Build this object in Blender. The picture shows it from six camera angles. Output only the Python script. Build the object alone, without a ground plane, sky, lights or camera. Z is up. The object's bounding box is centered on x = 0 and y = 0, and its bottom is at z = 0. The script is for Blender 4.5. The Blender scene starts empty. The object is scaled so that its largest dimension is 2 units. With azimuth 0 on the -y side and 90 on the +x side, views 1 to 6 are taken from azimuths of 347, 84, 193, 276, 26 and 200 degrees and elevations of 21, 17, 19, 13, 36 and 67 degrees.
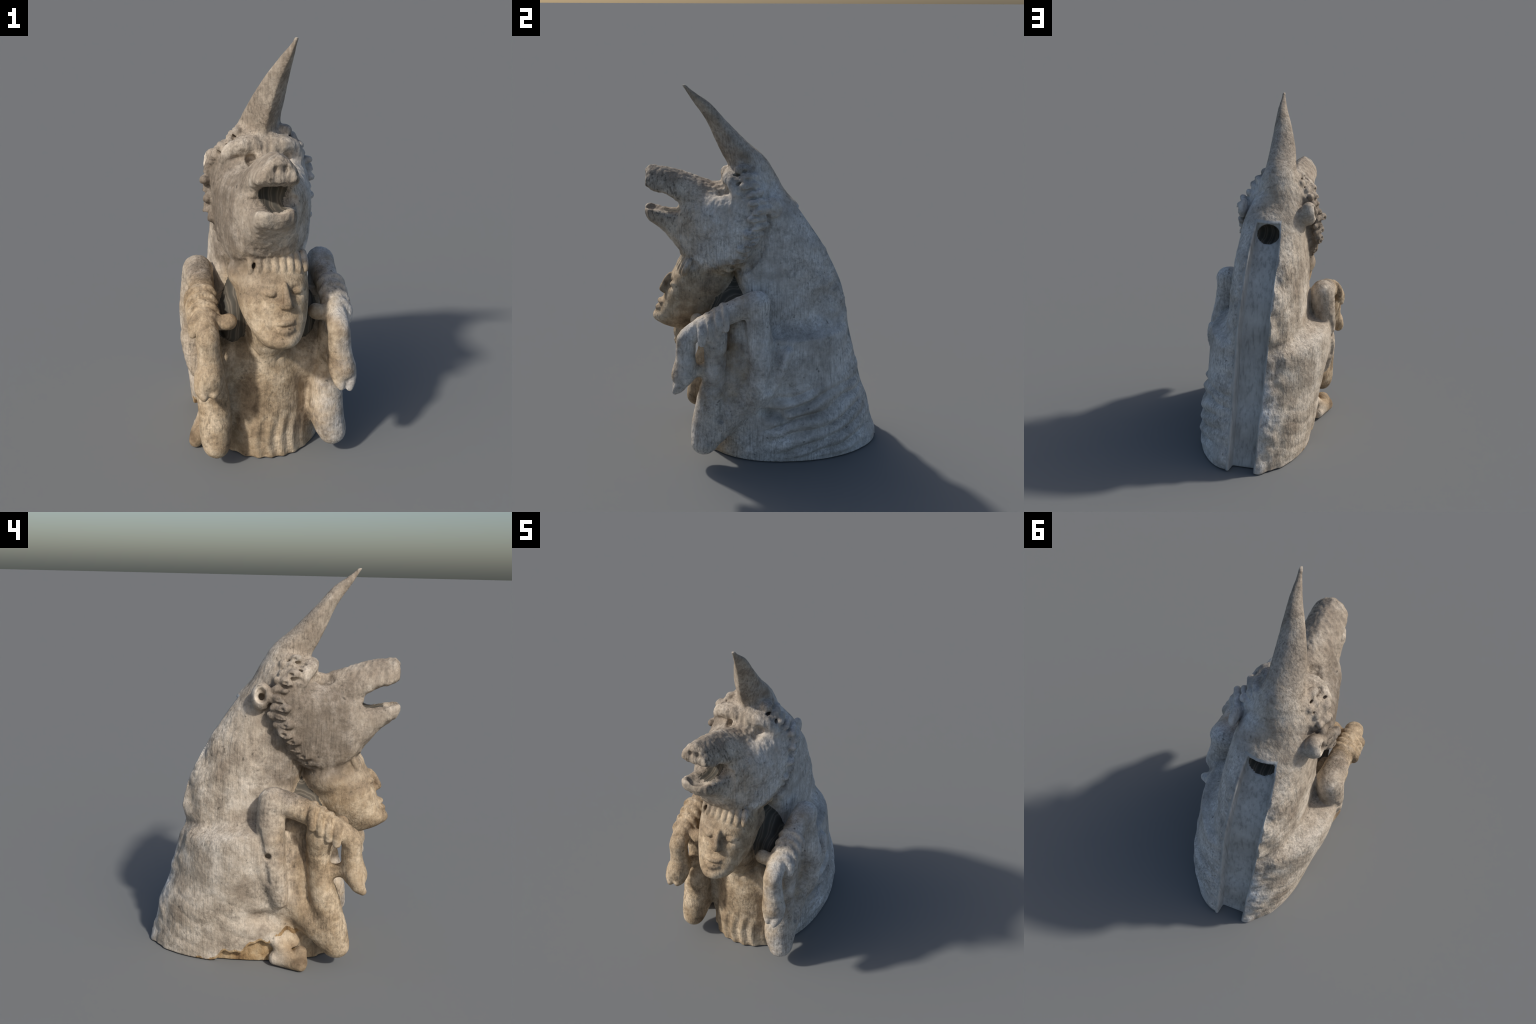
# Weathered stone waterspout: a horned beast with gaping muzzle sits on the
# shoulders of a crouching man who grips its forelegs.  The stone is sculpted as a
# blend of solid primitives (lofts, limb chains, ellipsoids), meshed as ONE
# skin and then separated into anatomical parts along coinciding borders.
import bpy, math
import numpy as np

H = 0.0046                                   # sculpting resolution (metres)
LO = np.array([-0.46, -0.70, -0.04])
HI = np.array([0.46, 0.72, 2.04])
N = np.ceil((HI - LO) / H).astype(int) + 1
AX = [(LO[i] + H * np.arange(N[i])).astype(np.float32) for i in range(3)]
D = np.full(tuple(N), 0.5, np.float32)       # signed distance of the stone
L = np.zeros(tuple(N), np.int16)             # which part owns each place
PARTS = []                                   # part name table
INFO = {}


def part(name, parent=None, material="stone"):
    PARTS.append((name, parent, material))
    return len(PARTS) - 1


# ------------------------------------------------------------------ helpers
def sub(lo, hi, pad):
    s = []
    for i in range(3):
        a = int(np.clip(math.floor((lo[i] - pad - LO[i]) / H), 0, N[i] - 1))
        b = int(np.clip(math.ceil((hi[i] + pad - LO[i]) / H) + 1, a + 1, N[i]))
        s.append(slice(a, b))
    X = AX[0][s[0]][:, None, None]
    Y = AX[1][s[1]][None, :, None]
    Z = AX[2][s[2]][None, None, :]
    return tuple(s), X, Y, Z


def blend(a, b, k):
    if k <= 0:
        return np.minimum(a, b)
    h = np.maximum(k - np.abs(a - b), 0) / k
    return np.minimum(a, b) - h * h * (k * 0.25)


def add(fn, lo, hi, label, k=0.02):
    s, X, Y, Z = sub(lo, hi, 0.03 + k)
    d = fn(X, Y, Z).astype(np.float32)
    d = np.broadcast_to(d, D[s].shape)
    L[s] = np.where(d < D[s], label, L[s])
    D[s] = blend(D[s], d, k)


def cut(fn, lo, hi, k=0.012, label=None, rim=.014):
    s, X, Y, Z = sub(lo, hi, 0.03 + k)
    d = np.broadcast_to(fn(X, Y, Z).astype(np.float32), D[s].shape)
    if label is not None:
        L[s] = np.where(d < rim, label, L[s])
    D[s] = -blend(-D[s], d, k)


def hermite(x, table):
    """smooth curve through a short list of (parameter, value) stations"""
    t = np.array(table, float)
    p, v = t[:, 0], t[:, 1]
    m = np.gradient(v, p)
    sl = np.diff(v) / np.diff(p)
    for i in range(1, len(p) - 1):             # keep it monotone: no overshoot
        if sl[i - 1] * sl[i] <= 0:
            m[i] = 0
        else:
            m[i] = np.sign(sl[i]) * min(abs(m[i]), 2.5 * min(abs(sl[i - 1]), abs(sl[i])))
    xc = np.clip(x, p[0], p[-1])
    i = np.clip(np.searchsorted(p, xc, side="right") - 1, 0, len(p) - 2)
    h = p[i + 1] - p[i]
    u = (xc - p[i]) / h
    return ((2 * u**3 - 3 * u**2 + 1) * v[i] + (u**3 - 2 * u**2 + u) * h * m[i]
            + (-2 * u**3 + 3 * u**2) * v[i + 1] + (u**3 - u**2) * h * m[i + 1])


def radial(u, v, au, av, n):
    """distance to a superellipse with half axes au, av"""
    ua, va = np.abs(u) + 1e-6, np.abs(v) + 1e-6
    r = ((ua / au) ** n + (va / av) ** n) ** (1.0 / n)
    ln = np.sqrt(ua * ua + va * va)
    return ln - ln / r


def ellipsoid(c, r, rot=(0, 0, 0)):
    c = np.array(c, float); r = np.array(r, float)
    R = euler(rot)

    def f(X, Y, Z):
        x, y, z = X - c[0], Y - c[1], Z - c[2]
        p = [R[0, i] * x + R[1, i] * y + R[2, i] * z for i in range(3)]
        q = np.sqrt(sum((p[i] / r[i]) ** 2 for i in range(3))) + 1e-6
        g = np.sqrt(sum((p[i] / r[i] ** 2) ** 2 for i in range(3))) + 1e-6
        return q * (q - 1) / g
    m = r.max()
    return f, c - m, c + m


def euler(rot):
    a, b, c = [math.radians(v) for v in rot]
    Rx = np.array([[1, 0, 0], [0, math.cos(a), -math.sin(a)], [0, math.sin(a), math.cos(a)]])
    Ry = np.array([[math.cos(b), 0, math.sin(b)], [0, 1, 0], [-math.sin(b), 0, math.cos(b)]])
    Rz = np.array([[math.cos(c), -math.sin(c), 0], [math.sin(c), math.cos(c), 0], [0, 0, 1]])
    return Rz @ Ry @ Rx


def chain(points):
    """limb: round cones through (x, y, z, radius) stations"""
    P = np.array(points, float)
    if len(P) > 2:                               # run a smooth spine through the stations
        t = np.arange(len(P)); u = np.linspace(0, len(P) - 1, 3 * (len(P) - 1) + 1)
        P = np.stack([hermite(u, np.stack([t, P[:, i]], 1)) for i in range(4)], 1)

    def f(X, Y, Z):
        out = None
        for a, b in zip(P[:-1], P[1:]):
            d = b[:3] - a[:3]
            t = ((X - a[0]) * d[0] + (Y - a[1]) * d[1] + (Z - a[2]) * d[2]) / (d @ d)
            t = np.clip(t, 0, 1)
            q = np.sqrt((X - a[0] - t * d[0]) ** 2 + (Y - a[1] - t * d[1]) ** 2
                        + (Z - a[2] - t * d[2]) ** 2) - (a[3] + t * (b[3] - a[3]))
            out = q if out is None else blend(out, q, 0.006)
        return out
    return f, (P[:, :3] - P[:, 3:]).min(0), (P[:, :3] + P[:, 3:]).max(0)


def blob(label, c, r, rot=(0, 0, 0), k=0.02):
    f, lo, hi = ellipsoid(c, r, rot); add(f, lo, hi, label, k)


def limb(label, pts, k=0.02):
    f, lo, hi = chain(pts); add(f, lo, hi, label, k)


def dent(c, r, rot=(0, 0, 0), k=0.015, label=None):
    f, lo, hi = ellipsoid(c, r, rot); cut(f, lo, hi, k, label)


def gouge(pts, k=0.012, label=None):
    f, lo, hi = chain(pts); cut(f, lo, hi, k, label, .006)


# lattice noise -------------------------------------------------------------
RNG = np.random.default_rng(7)
PERM = RNG.permutation(256)
PERM = np.concatenate([PERM, PERM, PERM])
GRAD = RNG.normal(size=(256, 3)); GRAD /= np.linalg.norm(GRAD, axis=1)[:, None]


def noise(x, y, z):
    x, y, z = np.broadcast_arrays(x, y, z)
    xi, yi, zi = [np.floor(v).astype(int) for v in (x, y, z)]
    xf, yf, zf = x - xi, y - yi, z - zi
    w = [t * t * t * (t * (t * 6 - 15) + 10) for t in (xf, yf, zf)]
    out = 0
    for a in (0, 1):
        for b in (0, 1):
            for c in (0, 1):
                g = GRAD[PERM[PERM[PERM[(xi + a) & 255] + ((yi + b) & 255)] + ((zi + c) & 255)]]
                dot = g[..., 0] * (xf - a) + g[..., 1] * (yf - b) + g[..., 2] * (zf - c)
                out = out + dot * (w[0] if a else 1 - w[0]) * (w[1] if b else 1 - w[1]) * (w[2] if c else 1 - w[2])
    return out * 1.6


def fbm(x, y, z, f, octaves=3):
    s, a = 0, 1.0
    for o in range(octaves):
        s = s + a * noise(x * f + 17.3 * o, y * f + 5.1 * o, z * f + 9.7 * o)
        f *= 2.1; a *= 0.5
    return s


def ramp(x, a, b):
    t = np.clip((x - a) / (b - a), 0, 1)
    return t * t * (3 - 2 * t)


# ------------------------------------------------------------------ part table
BASE = part("base_drapery")
TORSO = part("torso")
NECK = part("neck")
HEAD = part("head")
MUZZLE = part("muzzle", HEAD)
JAW = part("lower_jaw", HEAD)
HORN = part("horn", HEAD)
CHANNEL = part("water_channel", None, "gutter")
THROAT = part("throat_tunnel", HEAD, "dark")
CHEST = part("human_torso")
HUMAN = part("human_head")
HAIR = part("human_hair", HUMAN)
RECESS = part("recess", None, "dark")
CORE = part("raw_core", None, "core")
FOOT = part("human_foot")
SIDES = {}
for sg in (1, -1):
    EAR = part("ear", HEAD)
    LEG = part("foreleg")
    HOOF = part("hoof", LEG)
    ARM = part("human_arm")
    HAND = part("human_hand", ARM)
    SIDES[sg] = dict(ear=EAR, leg=LEG, hoof=HOOF, arm=ARM, hand=HAND)

# ------------------------------------------------------------------ trunk
BACK = [(0, .632), (.03, .628), (.15, .595), (.26, .573), (.35, .537), (.45, .512), (.58, .482),
        (.70, .455), (.80, .438), (.93, .405), (1.05, .35), (1.17, .285), (1.27, .217), (1.38, .16),
        (1.44, .113), (1.52, .062), (1.6, .0), (1.66, -.03)]
FRONT = [(0, -.345), (.2, -.325), (.35, -.26), (.5, -.18), (.7, -.13), (.85, -.14), (1.0, -.165), (1.2, -.20), (1.6, -.10)]
RIGHT = [(0, .325), (.15, .335), (.28, .342), (.40, .358), (.55, .375), (.66, .372), (.705, .358), (.732, .280), (.765, .238),
         (.84, .228), (1.0, .220), (1.2, .206), (1.4, .165), (1.5, .108), (1.6, .06)]
LEFT = [(0, .338), (.15, .345), (.30, .340), (.5, .330), (.62, .330), (.69, .324), (.725, .268), (.76, .234), (.84, .218),
        (1.0, .205), (1.2, .184), (1.4, .138), (1.5, .078), (1.6, .045)]
WIDEST = [(0, .15), (.4, .12), (.7, .09), (1.2, .06), (1.6, -.03)]
XMID = [(0, .03), (.3, .015), (.7, 0), (1.4, -.01), (1.6, -.025)]


def trunk(X, Y, Z):
    yb, yf = hermite(Z, BACK), hermite(Z, FRONT)
    yc, xc = hermite(Z, WIDEST), hermite(Z, XMID)
    Zl = Z + .22 * np.clip(Y - .08, 0, .5)             # shoulder ledge dips towards the back
    side = np.where(X > xc, hermite(Z, LEFT), hermite(Zl, RIGHT))
    deep = np.where(Y > yc, yb - yc, yc - yf)
    block = ramp(Z, .25, .45) * ramp(Z, .85, .65)
    nb = np.where(X > xc, 2.1 + .1 * block, 2.05 - .32 * block)
    n = np.where(Y > yc, nb, 2.2 + 1.4 * ramp(Z, .3, .8))
    # the measured back line runs along the gutter lips: swell the section so they reach it
    full = 1 / (1 - (.105 / hermite(Z, LEFT)) ** 2.1 * ramp(Z, 1.42, 1.25)) ** (1 / 2.1)
    deep = np.where(Y > yc, deep * full, deep)
    d = radial(X - xc, Y - yc, side, deep, n)
    return d


add(lambda X, Y, Z: np.maximum(trunk(X, Y, Z), Z - 1.57), (-.42, -.36, -.02), (.42, .68, 1.57), TORSO, 0)
L[:, :, :] = np.where((AX[2] > .76)[None, None, :] & (L == TORSO), NECK, L)
L[:, :, :] = np.where((AX[2] < .27)[None, None, :] & (L == TORSO), BASE, L)

# torn hem low on the right flank, the raw core showing below it
def hem(X, Y, Z):
    line = .165 - .42 * (Y + .10) + .016 * np.sin(Y * 41) + .007 * np.sin(Y * 97 + 1)
    return np.maximum(np.maximum(Z - line, -(trunk(X, Y, Z) + .030)), np.maximum(X + .10, Y - .34))


cut(hem, (-.40, -.30, -.04), (-.08, .34, .22), .006, CORE)
# chest of the crouching man: fluted drapery below an open collar
CH_F = [(0, -.365), (.2, -.362), (.40, -.345), (.50, -.325), (.58, -.30), (.64, -.27)]
CH_W = [(0, .245), (.3, .225), (.45, .205), (.54, .175), (.60, .13), (.66, .10)]


def chest(X, Y, Z):
    yf = hermite(Z, CH_F)
    w = hermite(Z, CH_W)
    d = radial(X - .018, Y + .02, w, -.02 - yf, 2.3)
    fl = np.sin((X + .02 * np.sin(Z * 14)) * 2 * np.pi / .062)
    d = d - .006 * fl * ramp(Z, .30, .10) * ramp(Y, -.15, -.25)
    return np.maximum(d, Z - .66)


add(chest, (-.24, -.38, -.02), (.26, .1, .66), CHEST, .03)
blob(CHEST, (.20, -.18, .48), (.10, .13, .14), k=.05)
blob(CHEST, (-.18, -.18, .48), (.10, .13, .14), k=.05)
limb(CHEST, [(-.0, -.24, .58, .105), (-.005, -.33, .74, .10)], .04)
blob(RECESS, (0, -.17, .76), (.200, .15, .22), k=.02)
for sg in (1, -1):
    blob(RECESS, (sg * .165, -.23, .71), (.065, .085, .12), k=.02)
    blob(CHEST, (.02 + sg * .19, -.17, .30), (.075, .10, .28), k=.04)
# notch of the collar
gouge([(-.050, -.335, .525, .009), (-.009, -.346, .445, .009)], .006)
gouge([(.040, -.335, .525, .009), (-.009, -.346, .445, .009)], .006)
gouge([(-.13, -.26, .61, .012), (-.055, -.335, .535, .010)], .012)
gouge([(.13, -.26, .60, .012), (.045, -.335, .535, .010)], .012)

# ------------------------------------------------------------------ beast head
blob(HEAD, (-.03, -.085, 1.385), (.20, .125, .195), k=.04)


def loft_y(T, n_top=2.0, n_bot=2.0):
    y = [t[0] for t in T]
    tab = lambda i: [(t[0], t[i]) for t in T]

    def f(X, Y, Z):
        zt, zb = hermite(Y, tab(1)), hermite(Y, tab(2))
        cx, hw = hermite(Y, tab(3)), hermite(Y, tab(4))
        sp = hermite(Y, tab(5))                        # height of widest place, 0..1
        zm = zb + (zt - zb) * sp
        up = Z > zm
        d = radial(X - cx, Z - zm, hw, np.where(up, zt - zm, zm - zb), np.where(up, n_top, n_bot))
        return np.maximum(d, np.maximum(y[0] - Y, Y - y[-1]))
    m = max(t[4] for t in T)
    return f, (-.05 - m, y[0], min(t[2] for t in T)), (-.05 + m, y[-1], max(t[1] for t in T))


CHEEK = [(-.455, 1.40, 1.095, -.048, .121, .55), (-.40, 1.43, 1.045, -.044, .155, .5),
         (-.345, 1.44, 1.005, -.036, .178, .5), (-.27, 1.45, .985, -.030, .202, .5),
         (-.20, 1.46, 1.000, -.027, .216, .5), (-.13, 1.48, 1.055, -.028, .226, .5),
         (-.07, 1.50, 1.12, -.030, .226, .5), (-.02, 1.48, 1.20, -.034, .195, .5)]
f, lo, hi = loft_y(CHEEK, 2.8, 3.4); add(f, lo, hi, HEAD, .03)
LOWER = [(-.637, 1.345, 1.312, -.072, .048, .5), (-.625, 1.356, 1.285, -.070, .068, .5),
         (-.60, 1.353, 1.264, -.068, .082, .5), (-.54, 1.338, 1.214, -.060, .094, .5),
         (-.48, 1.330, 1.135, -.054, .110, .55), (-.42, 1.36, 1.07, -.05, .132, .55), (-.36, 1.40, 1.03, -.05, .15, .5)]
f, lo, hi = loft_y(LOWER, 4.0, 2.2); add(f, lo, hi, JAW, .02)
UPPER = [(-.626, 1.552, 1.470, -.062, .068, .2), (-.60, 1.575, 1.450, -.062, .085, .2),
         (-.53, 1.568, 1.428, -.058, .093, .22), (-.46, 1.552, 1.385, -.053, .102, .28),
         (-.40, 1.533, 1.34, -.048, .112, .33), (-.32, 1.503, 1.33, -.043, .118, .4), (-.20, 1.48, 1.33, -.04, .12, .5)]
f, lo, hi = loft_y(UPPER, 1.55, 3.0); add(f, lo, hi, MUZZLE, .02)

# forehead boss, brows that hook over the sunken eyes
blob(HEAD, (-.03, -.125, 1.505), (.15, .085, .060), k=.04)
for sg in (1, -1):
    cx = -.032
    limb(HEAD, [(cx + sg * .045, -.192, 1.522, .022), (cx + sg * .100, -.195, 1.520, .025),
                (cx + sg * .145, -.178, 1.500, .022), (cx + sg * .178, -.160, 1.460, .018)], .05)
    # eye socket between brow and cheek shelf, deepest beside the bridge of the nose
    dent((-.012 + sg * .108, -.262, 1.474), (.052, .048, .042), (0, 0, sg * 20), .012)
    dent((-.010 + sg * .084, -.236, 1.462), (.020, .034, .034), (0, 0, 0), .010)
    gouge([(-.018 + sg * .118, -.305, 1.478, .024), (-.012 + sg * .090, -.245, 1.462, .027), (-.010 + sg * .080, -.195, 1.455, .020)], .010)
    dent((cx + sg * .245, -.20, 1.46), (.05, .06, .05), (0, 0, 0), .03)
# crease across the bridge of the nose
gouge([(-.12, -.285, 1.50, .010), (-.035, -.262, 1.505, .014), (.05, -.285, 1.50, .010)], .03)
# nostrils
for x in (-.080, -.040):
    dent((x, -.632, 1.522), (.012, .02, .016), k=.01)
gouge([(-.062, -.64, 1.46, .006), (-.062, -.64, 1.50, .006)], .01)
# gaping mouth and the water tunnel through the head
MOUTH = [(-.66, 1.455, 1.358), (-.60, 1.437, 1.352), (-.54, 1.420, 1.338), (-.49, 1.392, 1.328), (-.455, 1.362, 1.34), (-.445, 1.35, 1.349)]


def mouth(X, Y, Z):
    t = hermite(Y, [(m[0], m[1]) for m in MOUTH]); b = hermite(Y, [(m[0], m[2]) for m in MOUTH])
    return np.maximum(np.maximum(Z - t, b - Z), Y + .448) + 0 * X


cut(mouth, (-.25, -.68, 1.3), (.15, -.44, 1.5), .008)
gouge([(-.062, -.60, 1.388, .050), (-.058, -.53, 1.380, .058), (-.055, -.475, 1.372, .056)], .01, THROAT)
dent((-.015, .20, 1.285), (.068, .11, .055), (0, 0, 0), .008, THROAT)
dent((-.064, -.58, 1.355), (.062, .055, .035), k=.012)

# horn: sharp ridge to the front, rounded back
HZ = [1.46, 1.55, 1.607, 1.70, 1.82, 1.92, 1.975, 2.0]
HB = list(zip(HZ, (.06, .037, .012, -.089, -.205, -.299, -.376, -.404)))
HF = list(zip(HZ, (-.14, -.168, -.206, -.252, -.306, -.372, -.408, -.424)))
HL = list(zip(HZ, (-.15, -.13, -.118, -.096, -.052, -.003, .022, .028)))
HR = list(zip(HZ, (.09, .075, .064, .058, .054, .050, .044, .044)))


def horn(X, Y, Z):
    b, fr, l, r = [hermite(Z, t) for t in (HB, HF, HL, HR)]
    yc = fr + (b - fr) * .58
    xc = (l + r) / 2
    deep = np.where(Y > yc, b - yc, yc - fr)
    n = np.where(Y > yc, 1.9, 1.35)
    d = radial(X - xc, Y - yc, (r - l) / 2, deep, n)
    return np.maximum(d, Z - 2.0)


add(horn, (-.16, -.43, 1.46), (.11, .08, 2.0), HORN, .045)

# ears: an open cupped ear and its worn-down twin
blob(SIDES[-1]["ear"], (-.220, .040, 1.382), (.050, .054, .068), (0, 0, 15), .012)
limb(SIDES[-1]["ear"], [(-.19, .05, 1.36, .04), (-.18, .055, 1.30, .02)], .02)
dent((-.275, .040, 1.395), (.042, .030, .044), (0, 0, -5), .006)
gouge([(-.26, .04, 1.388, .018), (-.20, .04, 1.375, .015)], .006)
blob(SIDES[1]["ear"], (.172, .022, 1.382), (.022, .058, .056), (0, 0, -6), .008)
dent((.195, .035, 1.36), (.008, .008, .008), k=.005)
dent((.190, -.050, 1.37), (.014, .014, .014), k=.006)

# mane: curls framing the face from the horn to the throat
rng = np.random.default_rng(3)
for sg in (1, -1):
    edge = [(.115, -.105, 1.560), (.150, -.100, 1.525), (.180, -.095, 1.490), (.205, -.078, 1.452), (.222, -.062, 1.413),
            (.232, -.054, 1.372), (.235, -.056, 1.330), (.232, -.062, 1.288), (.226, -.072, 1.246),
            (.218, -.088, 1.204), (.206, -.108, 1.164), (.190, -.132, 1.124), (.170, -.162, 1.088), (.145, -.195, 1.055)]
    # deep crease where cheek and mane stand clear of the neck
    t = 1.3 if sg > 0 else .8
    o = -.03 + (-.020 if sg > 0 else .026)              # the neck leans to one side
    gouge([(o + sg * .232, -.005, 1.33, .016 * t), (o + sg * .238, -.015, 1.25, .022 * t), (o + sg * .236, -.045, 1.16, .025 * t),
           (o + sg * .222, -.090, 1.085, .022 * t), (o + sg * .20, -.14, 1.03, .014 * t)], .02)
    for i, (x, y, z) in enumerate(edge):
        s = 1.0 + .16 * rng.normal()
        low = i > 4
        c = part("mane_curl", HEAD)
        x = -.030 + sg * (x + (.008 if sg > 0 else .005) - (0 if low else .014) + .004 * rng.normal())
        y = y + (.014 if i % 2 else -.006) * (1 if low else .4)
        a = 35 if i % 2 else -15
        blob(c, (x, y - .008, z), (.026 * s, (.044 if low else .038) * s, .024 * s), (a, 0, sg * 20), .012)
        # cleft to the next curl and a drilled hollow in the middle of the lock
        gouge([(x + sg * .022, y - .055, z - .024, .009), (x + sg * .014, y - .010, z - .022, .012), (x + sg * .006, y + .035, z - .018, .012)], .007)
        dent((x + sg * .028, y - .002, z + .002), (.014, .014, .009), k=.006)
        if i < 9:
            blob(c, (x - sg * .014, y + .034, z + .006), (.017, .028, .019), (a, 0, 0), .014)

# ------------------------------------------------------------------ forelegs
sL, sR = SIDES[1], SIDES[-1]
limb(sL["leg"], [(.298, -.066, .898, .057), (.308, -.056, .75, .064), (.330, -.035, .58, .072), (.335, -.058, .42, .062), (.320, -.078, .335, .040)], .03)
limb(sL["leg"], [(.295, -.060, .905, .066), (.290, -.15, .878, .060), (.288, -.25, .835, .056), (.284, -.36, .775, .050),
                 (.288, -.435, .710, .050), (.292, -.440, .66, .047)], .02)
limb(sL["hoof"], [(.292, -.440, .65, .047), (.302, -.445, .57, .056), (.310, -.458, .52, .060)], .02)
limb(sL["hoof"], [(.290, -.455, .53, .040), (.292, -.478, .475, .030), (.300, -.498, .448, .018)], .012)
limb(sL["hoof"], [(.334, -.450, .53, .040), (.342, -.475, .475, .030), (.336, -.500, .442, .018)], .012)
limb(sR["leg"], [(-.305, -.030, .878, .068), (-.315, -.028, .75, .070), (-.325, -.035, .58, .068), (-.318, -.07, .43, .052), (-.31, -.082, .365, .040)], .03)
limb(sR["leg"], [(-.303, -.06, .880, .064), (-.305, -.15, .855, .060), (-.310, -.25, .815, .056), (-.315, -.36, .755, .050),
                 (-.313, -.430, .695, .050), (-.310, -.43, .63, .046)], .02)
limb(sR["hoof"], [(-.310, -.43, .63, .046), (-.304, -.44, .57, .056), (-.308, -.455, .52, .060)], .02)
limb(sR["hoof"], [(-.282, -.45, .53, .040), (-.286, -.470, .480, .032), (-.296, -.488, .456, .020)], .012)
limb(sR["hoof"], [(-.336, -.445, .53, .042), (-.345, -.468, .480, .033), (-.338, -.492, .450, .020)], .012)
# cloven hooves
gouge([(.315, -.535, .52, .012), (.318, -.515, .43, .012)], .01)
gouge([(-.312, -.53, .53, .012), (-.315, -.512, .43, .012)], .01)

dent((-.365, -.04, .255), (.095, .13, .062), (0, 0, 0), .02)
dent((-.40, .07, .25), (.085, .11, .070), (-10, 0, 0), .025)
# haunch block: the flap of drapery beneath the shoulder, front edge cut back
dent((-.41, -.05, .62), (.035, .035, .08), (20, 0, 0), .02)
dent((-.425, .02, .255), (.105, .16, .068), (-15, 0, 0), .025)
dent((.36, .02, .285), (.07, .085, .032), (-20, 0, 0), .03)
limb(sL["leg"], [(.315, -.075, .36, .02), (.362, -.01, .43, .026), (.368, .05, .53, .026), (.345, .09, .64, .03)], .03)
gouge([(.36, .075, .90, .02), (.345, .07, .74, .03), (.385, .03, .60, .02), (.395, .0, .45, .02)], .03)

# ------------------------------------------------------------------ the man's arms
limb(sL["arm"], [(.316, -.362, .120, .062), (.288, -.335, .23, .080), (.286, -.312, .36, .076), (.296, -.288, .54, .056), (.300, -.285, .66, .060)], .02)
limb(sL["arm"], [(.312, -.335, .135, .062), (.285, -.21, .27, .085), (.265, -.07, .42, .095), (.25, .06, .52, .10)], .04)
limb(sL["arm"], [(.235, -.17, .34, .070), (.235, -.15, .55, .076), (.215, -.145, .74, .07)], .04)
limb(sR["arm"], [(-.262, -.385, .116, .058), (-.262, -.350, .22, .075), (-.270, -.312, .35, .076), (-.280, -.272, .53, .056), (-.290, -.268, .64, .058)], .02)
limb(sR["arm"], [(-.262, -.355, .130, .060), (-.245, -.23, .260, .074), (-.205, -.09, .39, .075), (-.22, .04, .50, .09)], .04)
limb(sR["arm"], [(-.205, -.18, .34, .070), (-.210, -.15, .55, .072), (-.20, -.145, .72, .065)], .04)
blob(sL["hand"], (.306, -.292, .742), (.060, .070, .094), (12, 0, 0), .03)
blob(sR["hand"], (-.312, -.275, .722), (.062, .072, .094), (12, 0, 0), .03)
# fingers closing over each foreleg
for sg, hand, x0 in ((1, sL["hand"], .292), (-1, sR["hand"], -.310)):
    for i in range(4):
        y = -.230 - .041 * i
        z = (.850 if sg > 0 else .832) - .0255 * i
        limb(hand, [(x0 + sg * .060, y - .002, z - .058, .020), (x0 + sg * .062, y, z - .012, .0215),
                    (x0 + sg * .030, y - .004, z + .034, .020), (x0 - sg * .020, y - .010, z + .038, .018),
                    (x0 - sg * .050, y - .016, z + .010, .016)], .006)
        if i < 3:
            gouge([(x0 + sg * .082, y - .022, z - .040, .007), (x0 + sg * .074, y - .022, z - .006, .008),
                   (x0 + sg * .036, y - .025, z + .046, .007), (x0 - sg * .02, y - .03, z + .050, .006)], .006)
# thumbs that press against the jaw of the man
limb(sL["hand"], [(.275, -.33, .745, .034), (.235, -.36, .765, .032), (.192, -.375, .782, .036)], .02)
limb(sR["hand"], [(-.285, -.32, .725, .034), (-.245, -.35, .745, .032), (-.212, -.375, .758, .038)], .02)
# stone bridges left between hooves and arms
limb(sL["hoof"], [(.295, -.42, .535, .030), (.275, -.33, .53, .036)], .03)
limb(sR["hoof"], [(-.295, -.42, .545, .034), (-.27, -.32, .52, .036)], .03)

# creases: forearm against sleeve, sleeve hem above the base, thigh against flap
gouge([(.345, -.222, .62, .016), (.350, -.228, .45, .020), (.356, -.262, .27, .012)], .02)
gouge([(-.345, -.195, .62, .016), (-.350, -.205, .45, .020), (-.340, -.250, .28, .012)], .02)
gouge([(.315, -.25, .085, .022), (.345, -.12, .185, .024), (.372, -.01, .27, .022)], .02)
gouge([(-.265, -.26, .08, .024), (-.305, -.13, .18, .028), (-.345, -.02, .27, .03)], .02)
gouge([(-.372, .035, .74, .014), (-.388, .005, .62, .016), (-.378, -.02, .48, .014)], .02)
gouge([(-.42, -.025, .62, .020), (-.34, -.02, .61, .014)], .012)
# foot and rumpled hem at the right flank
limb(FOOT, [(-.24, -.04, .17, .04), (-.275, -.09, .10, .035), (-.305, -.14, .055, .036), (-.325, -.20, .050, .034)], .02)
limb(FOOT, [(-.29, -.07, .04, .036), (-.335, -.20, .03, .032)], .02)
blob(FOOT, (-.30, -.20, .085), (.04, .03, .03), k=.02)
limb(BASE, [(-.22, -.05, .22, .04), (-.24, -.15, .12, .035)], .03)

# ------------------------------------------------------------------ the man's head
HT = [(.665, -.48, -.36, .050), (.70, -.565, -.31, .080), (.745, -.605, -.27, .110), (.80, -.578, -.24, .138), (.86, -.553, -.21, .153),
      (.92, -.532, -.195, .158), (.98, -.508, -.19, .155), (1.03, -.476, -.19, .144), (1.08, -.43, -.2, .125), (1.13, -.38, -.2, .10)]


def skull(X, Y, Z):
    yf, yb, w = [hermite(Z, [(t[0], t[i]) for t in HT]) for i in (1, 2, 3)]
    yc = yf * .48 + yb * .52
    cx = -.018 + .05 * (-.36 - Y) * 1.0                # face turned slightly
    front = Y < yc
    d = radial(X - cx, Y - yc, w, np.where(front, yc - yf, yb - yc), np.where(front, 2.35, 2.2))
    return np.maximum(d, np.maximum(.672 - Z, Z - 1.13))


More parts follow.
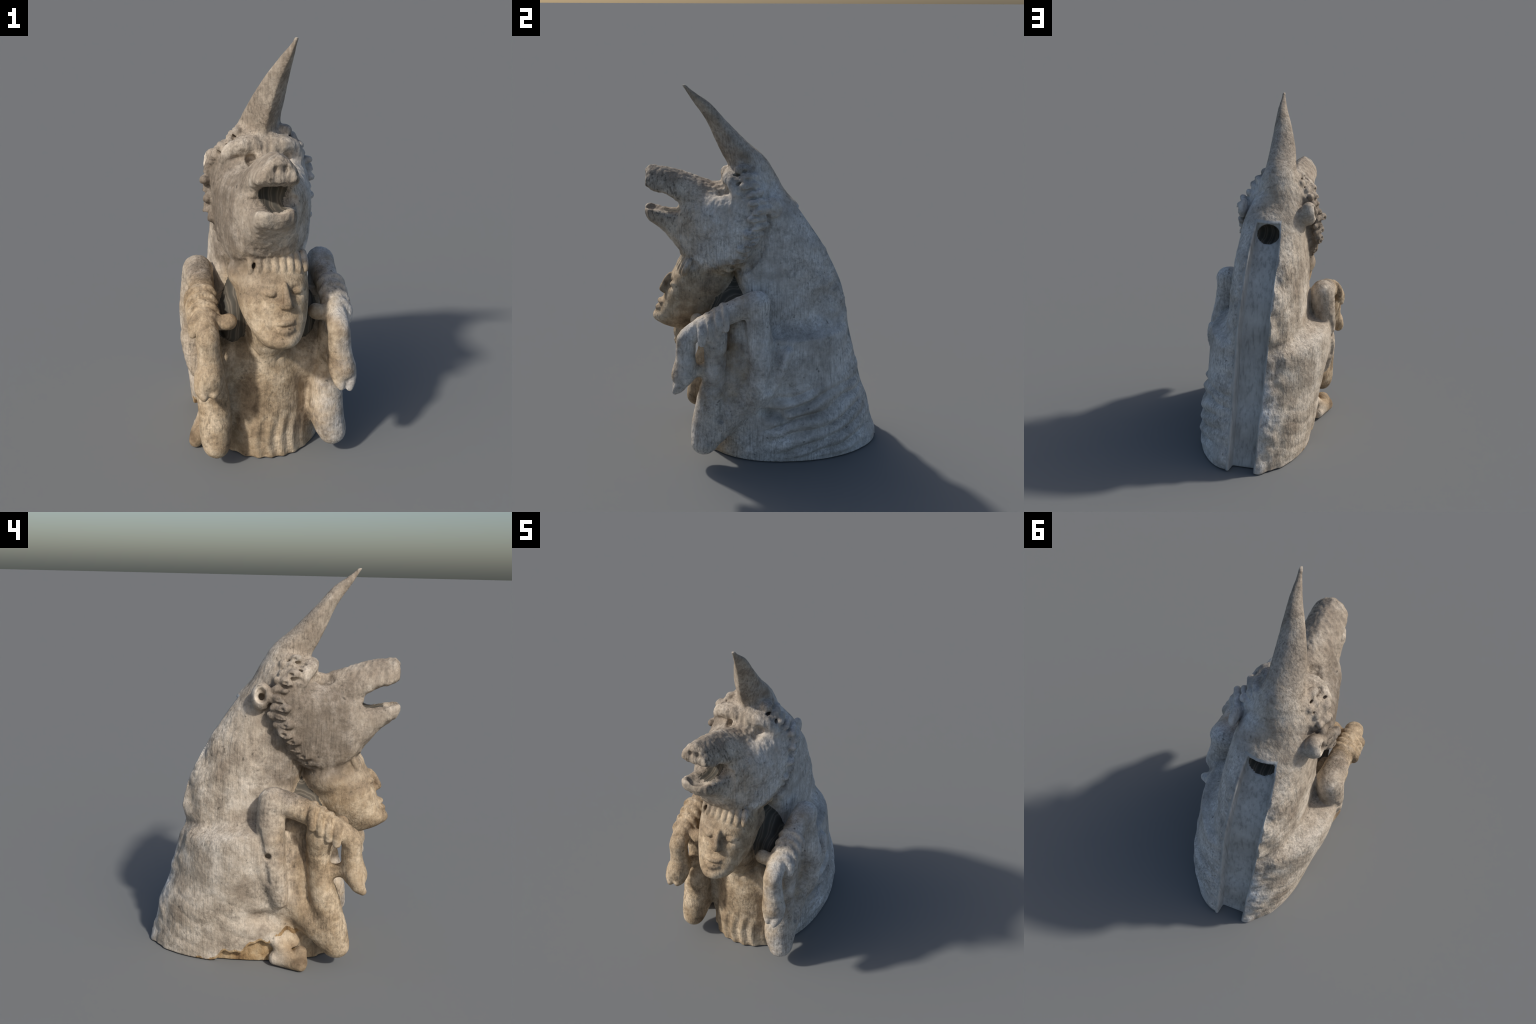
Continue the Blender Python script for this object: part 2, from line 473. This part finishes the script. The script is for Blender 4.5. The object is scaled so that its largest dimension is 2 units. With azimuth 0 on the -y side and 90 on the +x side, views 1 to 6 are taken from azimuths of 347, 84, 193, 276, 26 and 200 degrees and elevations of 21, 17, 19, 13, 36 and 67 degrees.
blob(HUMAN, (-.02, -.29, .955), (.168, .13, .11), k=.03)
blob(HUMAN, (-.10, -.305, .965), (.105, .11, .085), k=.03)
add(skull, (-.19, -.61, .67), (.17, -.17, 1.13), HUMAN, .02)
for sg in (1, -1):
    ex = .003 + sg * .060
    ey = -.520 + (.012 if sg > 0 else -.004)
    dent((ex, ey - .020, .948), (.040, .036, .025), (0, 0, sg * 22), .018)
    blob(HUMAN, (ex + sg * .002, ey + .016, .946), (.028, .024, .017), (0, 0, sg * 22), .006)
    gouge([(ex - sg * .024, ey - .008, .934, .003), (ex, ey - .012, .931, .003), (ex + sg * .028, ey + .008, .936, .003)], .006)
    gouge([(.008 + sg * .034, -.577, .872, .003), (.0 + sg * .055, -.588, .815, .003)], .014)
limb(HUMAN, [(.003, -.512, .985, .010), (.006, -.534, .958, .012), (.009, -.548, .928, .015), (.011, -.556, .903, .019)], .014)
for sg in (1, -1):
    blob(HUMAN, (.009 + sg * .019, -.545, .896), (.013, .018, .013), k=.01)
    dent((.010 + sg * .011, -.568, .884), (.006, .008, .006), k=.006)
limb(HUMAN, [(-.044, -.560, .824, .010), (-.008, -.576, .830, .011), (.032, -.564, .828, .010)], .012)
limb(HUMAN, [(-.036, -.575, .797, .011), (-.006, -.588, .793, .012), (.028, -.576, .799, .011)], .012)
gouge([(-.056, -.576, .810, .005), (-.006, -.602, .812, .005), (.040, -.578, .815, .005)], .006)
gouge([(-.03, -.602, .772, .005), (-.005, -.61, .770, .006), (.022, -.602, .773, .005)], .014)
blob(HUMAN, (-.005, -.588, .748), (.036, .024, .022), k=.03)
# low fringe of hair under the beast's jaw
for i in range(8):
    a = -.125 + .033 * i
    limb(HAIR, [(a, -.430 + 1.6 * (a + .01) ** 2, 1.085, .016), (a * 1.03, -.457 + 2.2 * (a + .01) ** 2, 1.045, .016),
                (a * 1.06, -.474 + 2.4 * (a + .01) ** 2, 1.018, .010)], .006)
dent((-.118, -.425, 1.045), (.010, .03, .014), k=.005)

# ------------------------------------------------------------------ gutter down the back
def gutter(X, Y, Z):
    cx = hermite(Z, [(0, .020), (.3, .013), (.7, .004), (1.2, -.014), (1.34, -.016)])
    w = hermite(Z, [(0, .062), (.3, .066), (.7, .074), (1.2, .070), (1.34, .062)])
    deep = hermite(Z, [(0, .050), (.4, .055), (1.0, .045), (1.25, .035), (1.34, .02)])
    floor = hermite(Z, BACK) - deep
    w = w + np.clip(Y - floor, 0, .1) * .18
    return np.maximum(np.maximum(np.abs(X - cx) - w, floor - Y), Z - 1.345)


cut(gutter, (-.1, .02, -.04), (.12, .70, 1.345), .012, CHANNEL)

# flat underside
D[:] = np.maximum(D, -AX[2][None, None, :] + .002)


# ------------------------------------------------------------------ skin the solid
def surface(D):
    """naive surface nets: one vertex in every cell the surface crosses"""
    S = D < 0
    n0, n1, n2 = [n - 1 for n in D.shape]
    cnt = np.zeros((n0, n1, n2), np.int8)
    for a in (0, 1):
        for b in (0, 1):
            for c in (0, 1):
                cnt += S[a:n0 + a, b:n1 + b, c:n2 + c]
    cells = np.argwhere((cnt > 0) & (cnt < 8))
    idx = np.full((n0, n1, n2), -1, np.int32)
    idx[tuple(cells.T)] = np.arange(len(cells))
    corner = {(a, b, c): D[cells[:, 0] + a, cells[:, 1] + b, cells[:, 2] + c]
              for a in (0, 1) for b in (0, 1) for c in (0, 1)}
    acc = np.zeros((len(cells), 3)); num = np.zeros(len(cells))
    for p in corner:
        for ax in range(3):
            if p[ax] == 0:
                q = tuple(v + (i == ax) for i, v in enumerate(p))
                d0, d1 = corner[p], corner[q]
                hit = (d0 < 0) != (d1 < 0)
                t = np.where(hit, d0 / np.where(hit, d0 - d1, 1), 0)
                pos = np.array(p, float)[None, :].repeat(len(cells), 0)
                pos[:, ax] += t
                acc += pos * hit[:, None]; num += hit
    V = LO + H * (cells + acc / num[:, None])
    F = []
    for ax in range(3):
        u, v = [(1, 2), (2, 0), (0, 1)][ax]
        A = S.take(range(0, D.shape[ax] - 1), ax); B = S.take(range(1, D.shape[ax]), ax)
        e = np.argwhere(A != B)
        ok = (e[:, u] > 0) & (e[:, v] > 0) & (e[:, u] < D.shape[u] - 1) & (e[:, v] < D.shape[v] - 1)
        e = e[ok]
        flip = ~A[tuple(e.T)]
        q = []
        for du, dv in ((-1, -1), (0, -1), (0, 0), (-1, 0)):
            c = e.copy(); c[:, u] += du; c[:, v] += dv
            q.append(idx[tuple(c.T)])
        q = np.stack(q, 1)
        q[flip] = q[flip][:, ::-1]
        F.append(q)
    return V, np.concatenate(F), cells


V, F, cells = surface(D)
VL = L[tuple(cells.T)]


def vertex_normals(V, F):
    n = np.cross(V[F[:, 2]] - V[F[:, 0]], V[F[:, 3]] - V[F[:, 1]])
    N_ = np.zeros_like(V)
    for i in range(4):
        for a in range(3):
            N_[:, a] += np.bincount(F[:, i], n[:, a], len(V))
    return N_ / (np.linalg.norm(N_, axis=1)[:, None] + 1e-12)


def relax(V, F, w=.5):
    s = np.zeros_like(V); c = np.zeros(len(V))
    for i in range(4):
        for j in ((i + 1) % 4, (i + 3) % 4):
            for a in range(3):
                s[:, a] += np.bincount(F[:, i], V[F[:, j], a], len(V))
            c += np.bincount(F[:, i], minlength=len(V))
    return V + w * (s / c[:, None] - V)


V = relax(V, F, .5)
# keep only the main connected stone (drop loose crumbs)
root = np.arange(len(V))
for _ in range(400):
    m = root[F].min(1)
    new = root.copy()
    for i in range(4):
        np.minimum.at(new, F[:, i], m)
    new = new[new]
    if (new == root).all():
        break
    root = new
big = np.bincount(root).argmax()
keepF = root[F[:, 0]] == big
F = F[keepF]
used = np.unique(F)
remap = np.full(len(V), -1); remap[used] = np.arange(len(used))
V, VL, F = V[used], VL[used], remap[F]

# weathering: chiselled, pitted stone
NV = vertex_normals(V, F)
x, y, z = V.T
n1 = fbm(x, y, z, 8, 2) * .002
n2 = fbm(x, y, z, 42, 2) * .0010
grain = noise(x * 52, y * 52, z * 8) * (.0012 + .0022 * np.isin(VL, (HEAD, MUZZLE, JAW))) * ramp(z, .5, .9)
calm = np.where((VL == CHANNEL), .25, 1.0) * np.where((VL == HUMAN), .35, 1.0) * np.where(VL == HORN, .5, 1.0)
calm = calm * ramp(z, .0, .03)
# hanging folds that sweep up towards the back, strongest low on the left flank
wob = noise(x * 5, y * 5, z * 5)
ph = (z - .30 * y) / .080 + .45 * wob
m = ramp(y, .60, .42) * ramp(z, .46, .34) * ramp(z, .015, .06) * ramp(y, -.08, .1) * ((VL == BASE) | (VL == TORSO))
amp = np.where(x > 0, .022, .002) * (.6 + .8 * np.clip(.5 + noise(x * 7, y * 7, z * 9), 0, 1))
fold = amp * m * (np.abs(np.cos(np.pi * ph)) - .55) * 1.3
# coarse lumps along the two lips of the gutter
lip = ramp(np.abs(x - .01), .30, .10) * ramp(y, .05, .25) * ramp(z, 1.3, 1.1) * (VL != CHANNEL)
fold = fold + lip * .013 * fbm(x, y, z, 10, 2)
V = V + NV * ((n1 + n2 + grain) * calm + fold)[:, None]
V[:, 2] = np.clip(V[:, 2], 0.0, 2.0)
NV = vertex_normals(V, F)

# ------------------------------------------------------------------ materials
class Shader:
    """small helper for building node materials"""

    def __init__(self, name, rough=.8):
        self.m = bpy.data.materials.new(name); self.m.use_nodes = True
        self.nd, self.lk = self.m.node_tree.nodes, self.m.node_tree.links
        self.bs = self.nd["Principled BSDF"]
        self.bs.inputs["Roughness"].default_value = rough
        self.bs.inputs["Specular IOR Level"].default_value = .3
        self.tc = self.nd.new("ShaderNodeTexCoord")

    def noise(self, scale, detail=5, rgh=.6, stretch=(1, 1, 1), warp=0.0):
        mp = self.nd.new("ShaderNodeMapping"); mp.inputs["Scale"].default_value = stretch
        self.lk.new(self.tc.outputs["Object"], mp.inputs["Vector"])
        t = self.nd.new("ShaderNodeTexNoise"); t.inputs["Scale"].default_value = scale
        t.inputs["Detail"].default_value = detail; t.inputs["Roughness"].default_value = rgh
        t.inputs["Distortion"].default_value = warp
        self.lk.new(mp.outputs["Vector"], t.inputs["Vector"])
        return t.outputs["Fac"]

    def ramp(self, src, *stops):
        r = self.nd.new("ShaderNodeValToRGB"); el = r.color_ramp.elements
        col = lambda c: (*c, 1) if isinstance(c, tuple) else (c, c, c, 1)
        el[0].position, el[0].color = stops[0][0], col(stops[0][1])
        el[1].position, el[1].color = stops[-1][0], col(stops[-1][1])
        for p, c in stops[1:-1]:
            el.new(p).color = col(c)
        self.lk.new(src, r.inputs["Fac"])
        return r.outputs["Color"]

    def put(self, v, socket):
        if isinstance(v, bpy.types.NodeSocket):
            self.lk.new(v, socket)
        elif isinstance(v, tuple) and len(v) == 3 and socket.type == "RGBA":
            socket.default_value = (*v, 1)
        else:
            socket.default_value = v

    def mix(self, a, b, fac, mode="MIX"):
        n = self.nd.new("ShaderNodeMix"); n.data_type = "RGBA"; n.blend_type = mode
        for sck, v in ((n.inputs[6], a), (n.inputs[7], b), (n.inputs[0], fac)):
            self.put(v, sck)
        return n.outputs[2]

    def math(self, op, a, b=0.0, clamp=False):
        n = self.nd.new("ShaderNodeMath"); n.operation = op; n.use_clamp = clamp
        self.put(a, n.inputs[0]); self.put(b, n.inputs[1])
        return n.outputs[0]

    def axis(self, wobble, scale):
        """object coordinates pushed about by noise, so that borders are ragged"""
        sp = self.nd.new("ShaderNodeSeparateXYZ"); self.lk.new(self.tc.outputs["Object"], sp.inputs[0])
        w = self.math("MULTIPLY", self.math("SUBTRACT", self.noise(scale, 5, .65), .5), wobble)
        return [self.math("ADD", sp.outputs[i], w) for i in range(3)]

    def between(self, v, a, b):
        n = self.nd.new("ShaderNodeMapRange"); n.interpolation_type = "SMOOTHSTEP"
        self.put(v, n.inputs["Value"]); n.inputs["From Min"].default_value = a; n.inputs["From Max"].default_value = b
        return n.outputs["Result"]

    def finish(self, colour, bump, strength=.6, distance=.008):
        self.put(colour, self.bs.inputs["Base Color"])
        bp = self.nd.new("ShaderNodeBump"); bp.inputs["Strength"].default_value = strength
        bp.inputs["Distance"].default_value = distance
        self.lk.new(bump, bp.inputs["Height"]); self.lk.new(bp.outputs["Normal"], self.bs.inputs["Normal"])
        return self.m


def limestone():
    s = Shader("weathered_limestone")
    tan = s.ramp(s.noise(7, 6, .65), (.32, (.31, .25, .19)), (.5, (.48, .405, .32)), (.66, (.68, .60, .50)))
    blue = s.ramp(s.noise(6, 6, .65), (.32, (.36, .345, .325)), (.5, (.59, .58, .56)), (.66, (.78, .785, .78)))
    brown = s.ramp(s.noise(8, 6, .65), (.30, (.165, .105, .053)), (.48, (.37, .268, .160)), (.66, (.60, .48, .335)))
    x, y, z = s.axis(.35, 3.0)
    # cool skylight baked into the colour: left flank and back lightened, blued
    washed = s.between(s.math("ADD", x, s.math("MULTIPLY", y, .25)), -.04, .16)  # weight of the painted sky tint
    c = s.mix(tan, blue, s.math("MULTIPLY", washed, .85))
    # browner front of the man and the inner limbs
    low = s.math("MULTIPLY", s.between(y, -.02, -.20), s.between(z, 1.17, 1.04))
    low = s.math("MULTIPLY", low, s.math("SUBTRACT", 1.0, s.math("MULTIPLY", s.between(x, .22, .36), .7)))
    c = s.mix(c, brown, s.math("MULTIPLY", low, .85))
    # dark brown area over the right cheek and throat
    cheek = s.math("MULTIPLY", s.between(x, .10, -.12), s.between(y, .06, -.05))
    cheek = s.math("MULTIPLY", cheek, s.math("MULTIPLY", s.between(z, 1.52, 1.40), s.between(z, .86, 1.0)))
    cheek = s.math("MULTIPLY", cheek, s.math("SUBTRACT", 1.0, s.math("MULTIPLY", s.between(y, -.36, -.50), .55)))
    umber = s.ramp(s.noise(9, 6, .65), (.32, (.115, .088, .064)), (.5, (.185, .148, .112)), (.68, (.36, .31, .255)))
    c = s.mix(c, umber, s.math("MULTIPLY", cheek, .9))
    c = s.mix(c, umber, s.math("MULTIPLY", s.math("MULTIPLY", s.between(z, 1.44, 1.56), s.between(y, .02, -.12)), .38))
    # black lichen specks on the left side of the muzzle
    speck = s.ramp(s.noise(70, 2, .5, (1, 1, .5)), (.36, .50), (.44, 1.0))
    c = s.mix(c, speck, s.math("MULTIPLY", s.between(y, -.34, -.46), s.math("MULTIPLY", s.between(x, -.06, .02), s.between(z, 1.2, 1.3))), "MULTIPLY")
    # crusty mottling that comes and goes in patches
    crust = s.ramp(s.noise(60, 6, .72, warp=.4), (.38, .68), (.50, .97), (.62, 1.12))
    where = s.ramp(s.noise(4.5, 4), (.38, .30), (.60, 1.0))
    c = s.mix(c, crust, where, "MULTIPLY")
    blot = s.ramp(s.noise(16, 5, .7, warp=.5), (.34, .68), (.48, 1.0), (.66, 1.10))
    c = s.mix(c, blot, .7, "MULTIPLY")
    streak = s.ramp(s.noise(18, 4, .6, (7, 7, .5)), (.34, .62), (.50, 1.0), (.68, 1.15))
    c = s.mix(c, streak, s.ramp(s.noise(3.0, 3), (.42, .15), (.6, .9)), "MULTIPLY")
    pit = s.ramp(s.noise(30, 2, .5), (.25, .35), (.31, 1.0))
    c = s.mix(c, pit, .7, "MULTIPLY")
    bump = s.math("ADD", s.noise(48, 6, .7), s.math("MULTIPLY", s.noise(20, 5, .6, (4, 4, .6)), .7))
    return s.finish(c, bump, .6, .008)


def gutter_stone():
    s = Shader("water_worn_stone", .7)
    c = s.ramp(s.noise(5, 5), (.32, (.34, .335, .32)), (.5, (.46, .46, .445)), (.68, (.58, .585, .57)))
    streak = s.ramp(s.noise(10, 4, .6, (6, 6, .4)), (.36, .62), (.5, 1.0), (.7, 1.08))
    c = s.mix(c, streak, .7, "MULTIPLY")
    return s.finish(c, s.noise(40, 5), .3, .004)


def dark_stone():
    s = Shader("dark_recess_stone", .8)
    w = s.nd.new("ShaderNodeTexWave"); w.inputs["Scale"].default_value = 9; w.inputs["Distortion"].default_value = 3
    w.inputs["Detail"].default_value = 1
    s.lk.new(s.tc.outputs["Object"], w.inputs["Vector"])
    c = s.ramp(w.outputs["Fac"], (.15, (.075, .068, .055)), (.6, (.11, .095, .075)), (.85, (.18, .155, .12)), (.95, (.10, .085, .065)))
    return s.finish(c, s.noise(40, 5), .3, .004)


def core_stone():
    s = Shader("raw_ochre_core")
    c = s.ramp(s.noise(9, 6, .65), (.32, (.16, .09, .04)), (.5, (.38, .25, .125)), (.68, (.52, .39, .24)))
    streak = s.ramp(s.noise(12, 5, .65, (6, 6, .55)), (.34, .6), (.5, 1.0), (.7, 1.15))
    return s.finish(s.mix(c, streak, .8, "MULTIPLY"), s.noise(40, 6, .7), .8, .01)


MATS = {"stone": limestone(), "gutter": gutter_stone(), "dark": dark_stone(), "core": core_stone()}

# ------------------------------------------------------------------ separate parts
root_obj = bpy.data.objects.new("gargoyle", None)
bpy.context.scene.collection.objects.link(root_obj)
root_obj["label"] = "weathered stone gargoyle, horned beast gripped by crouching man"
root_obj["category"] = "statue"

FL = VL[F]
# majority label per face, cleaned twice so that borders run smoothly
fl = np.where((FL[:, 0] == FL[:, 1]) | (FL[:, 0] == FL[:, 2]) | (FL[:, 0] == FL[:, 3]), FL[:, 0], FL[:, 1])
made = {}
for pid, (name, parent, mat) in enumerate(PARTS):
    sel = F[fl == pid]
    if len(sel) == 0:
        continue
    vs, inv = np.unique(sel, return_inverse=True)
    me = bpy.data.meshes.new(name)
    me.from_pydata(V[vs].tolist(), [], inv.reshape(-1, 4).tolist())
    me.polygons.foreach_set("use_smooth", np.ones(len(sel), bool))
    me.update()
    me.normals_split_custom_set_from_vertices(NV[vs].tolist())
    me.materials.append(MATS[mat])
    ob = bpy.data.objects.new(name, me)
    bpy.context.scene.collection.objects.link(ob)
    made[pid] = ob
for pid, ob in made.items():
    par = PARTS[pid][1]
    ob.parent = made.get(par, root_obj) if par is not None else root_obj
print("faces", len(F), "parts", len(made), "bbox", V.min(0), V.max(0))
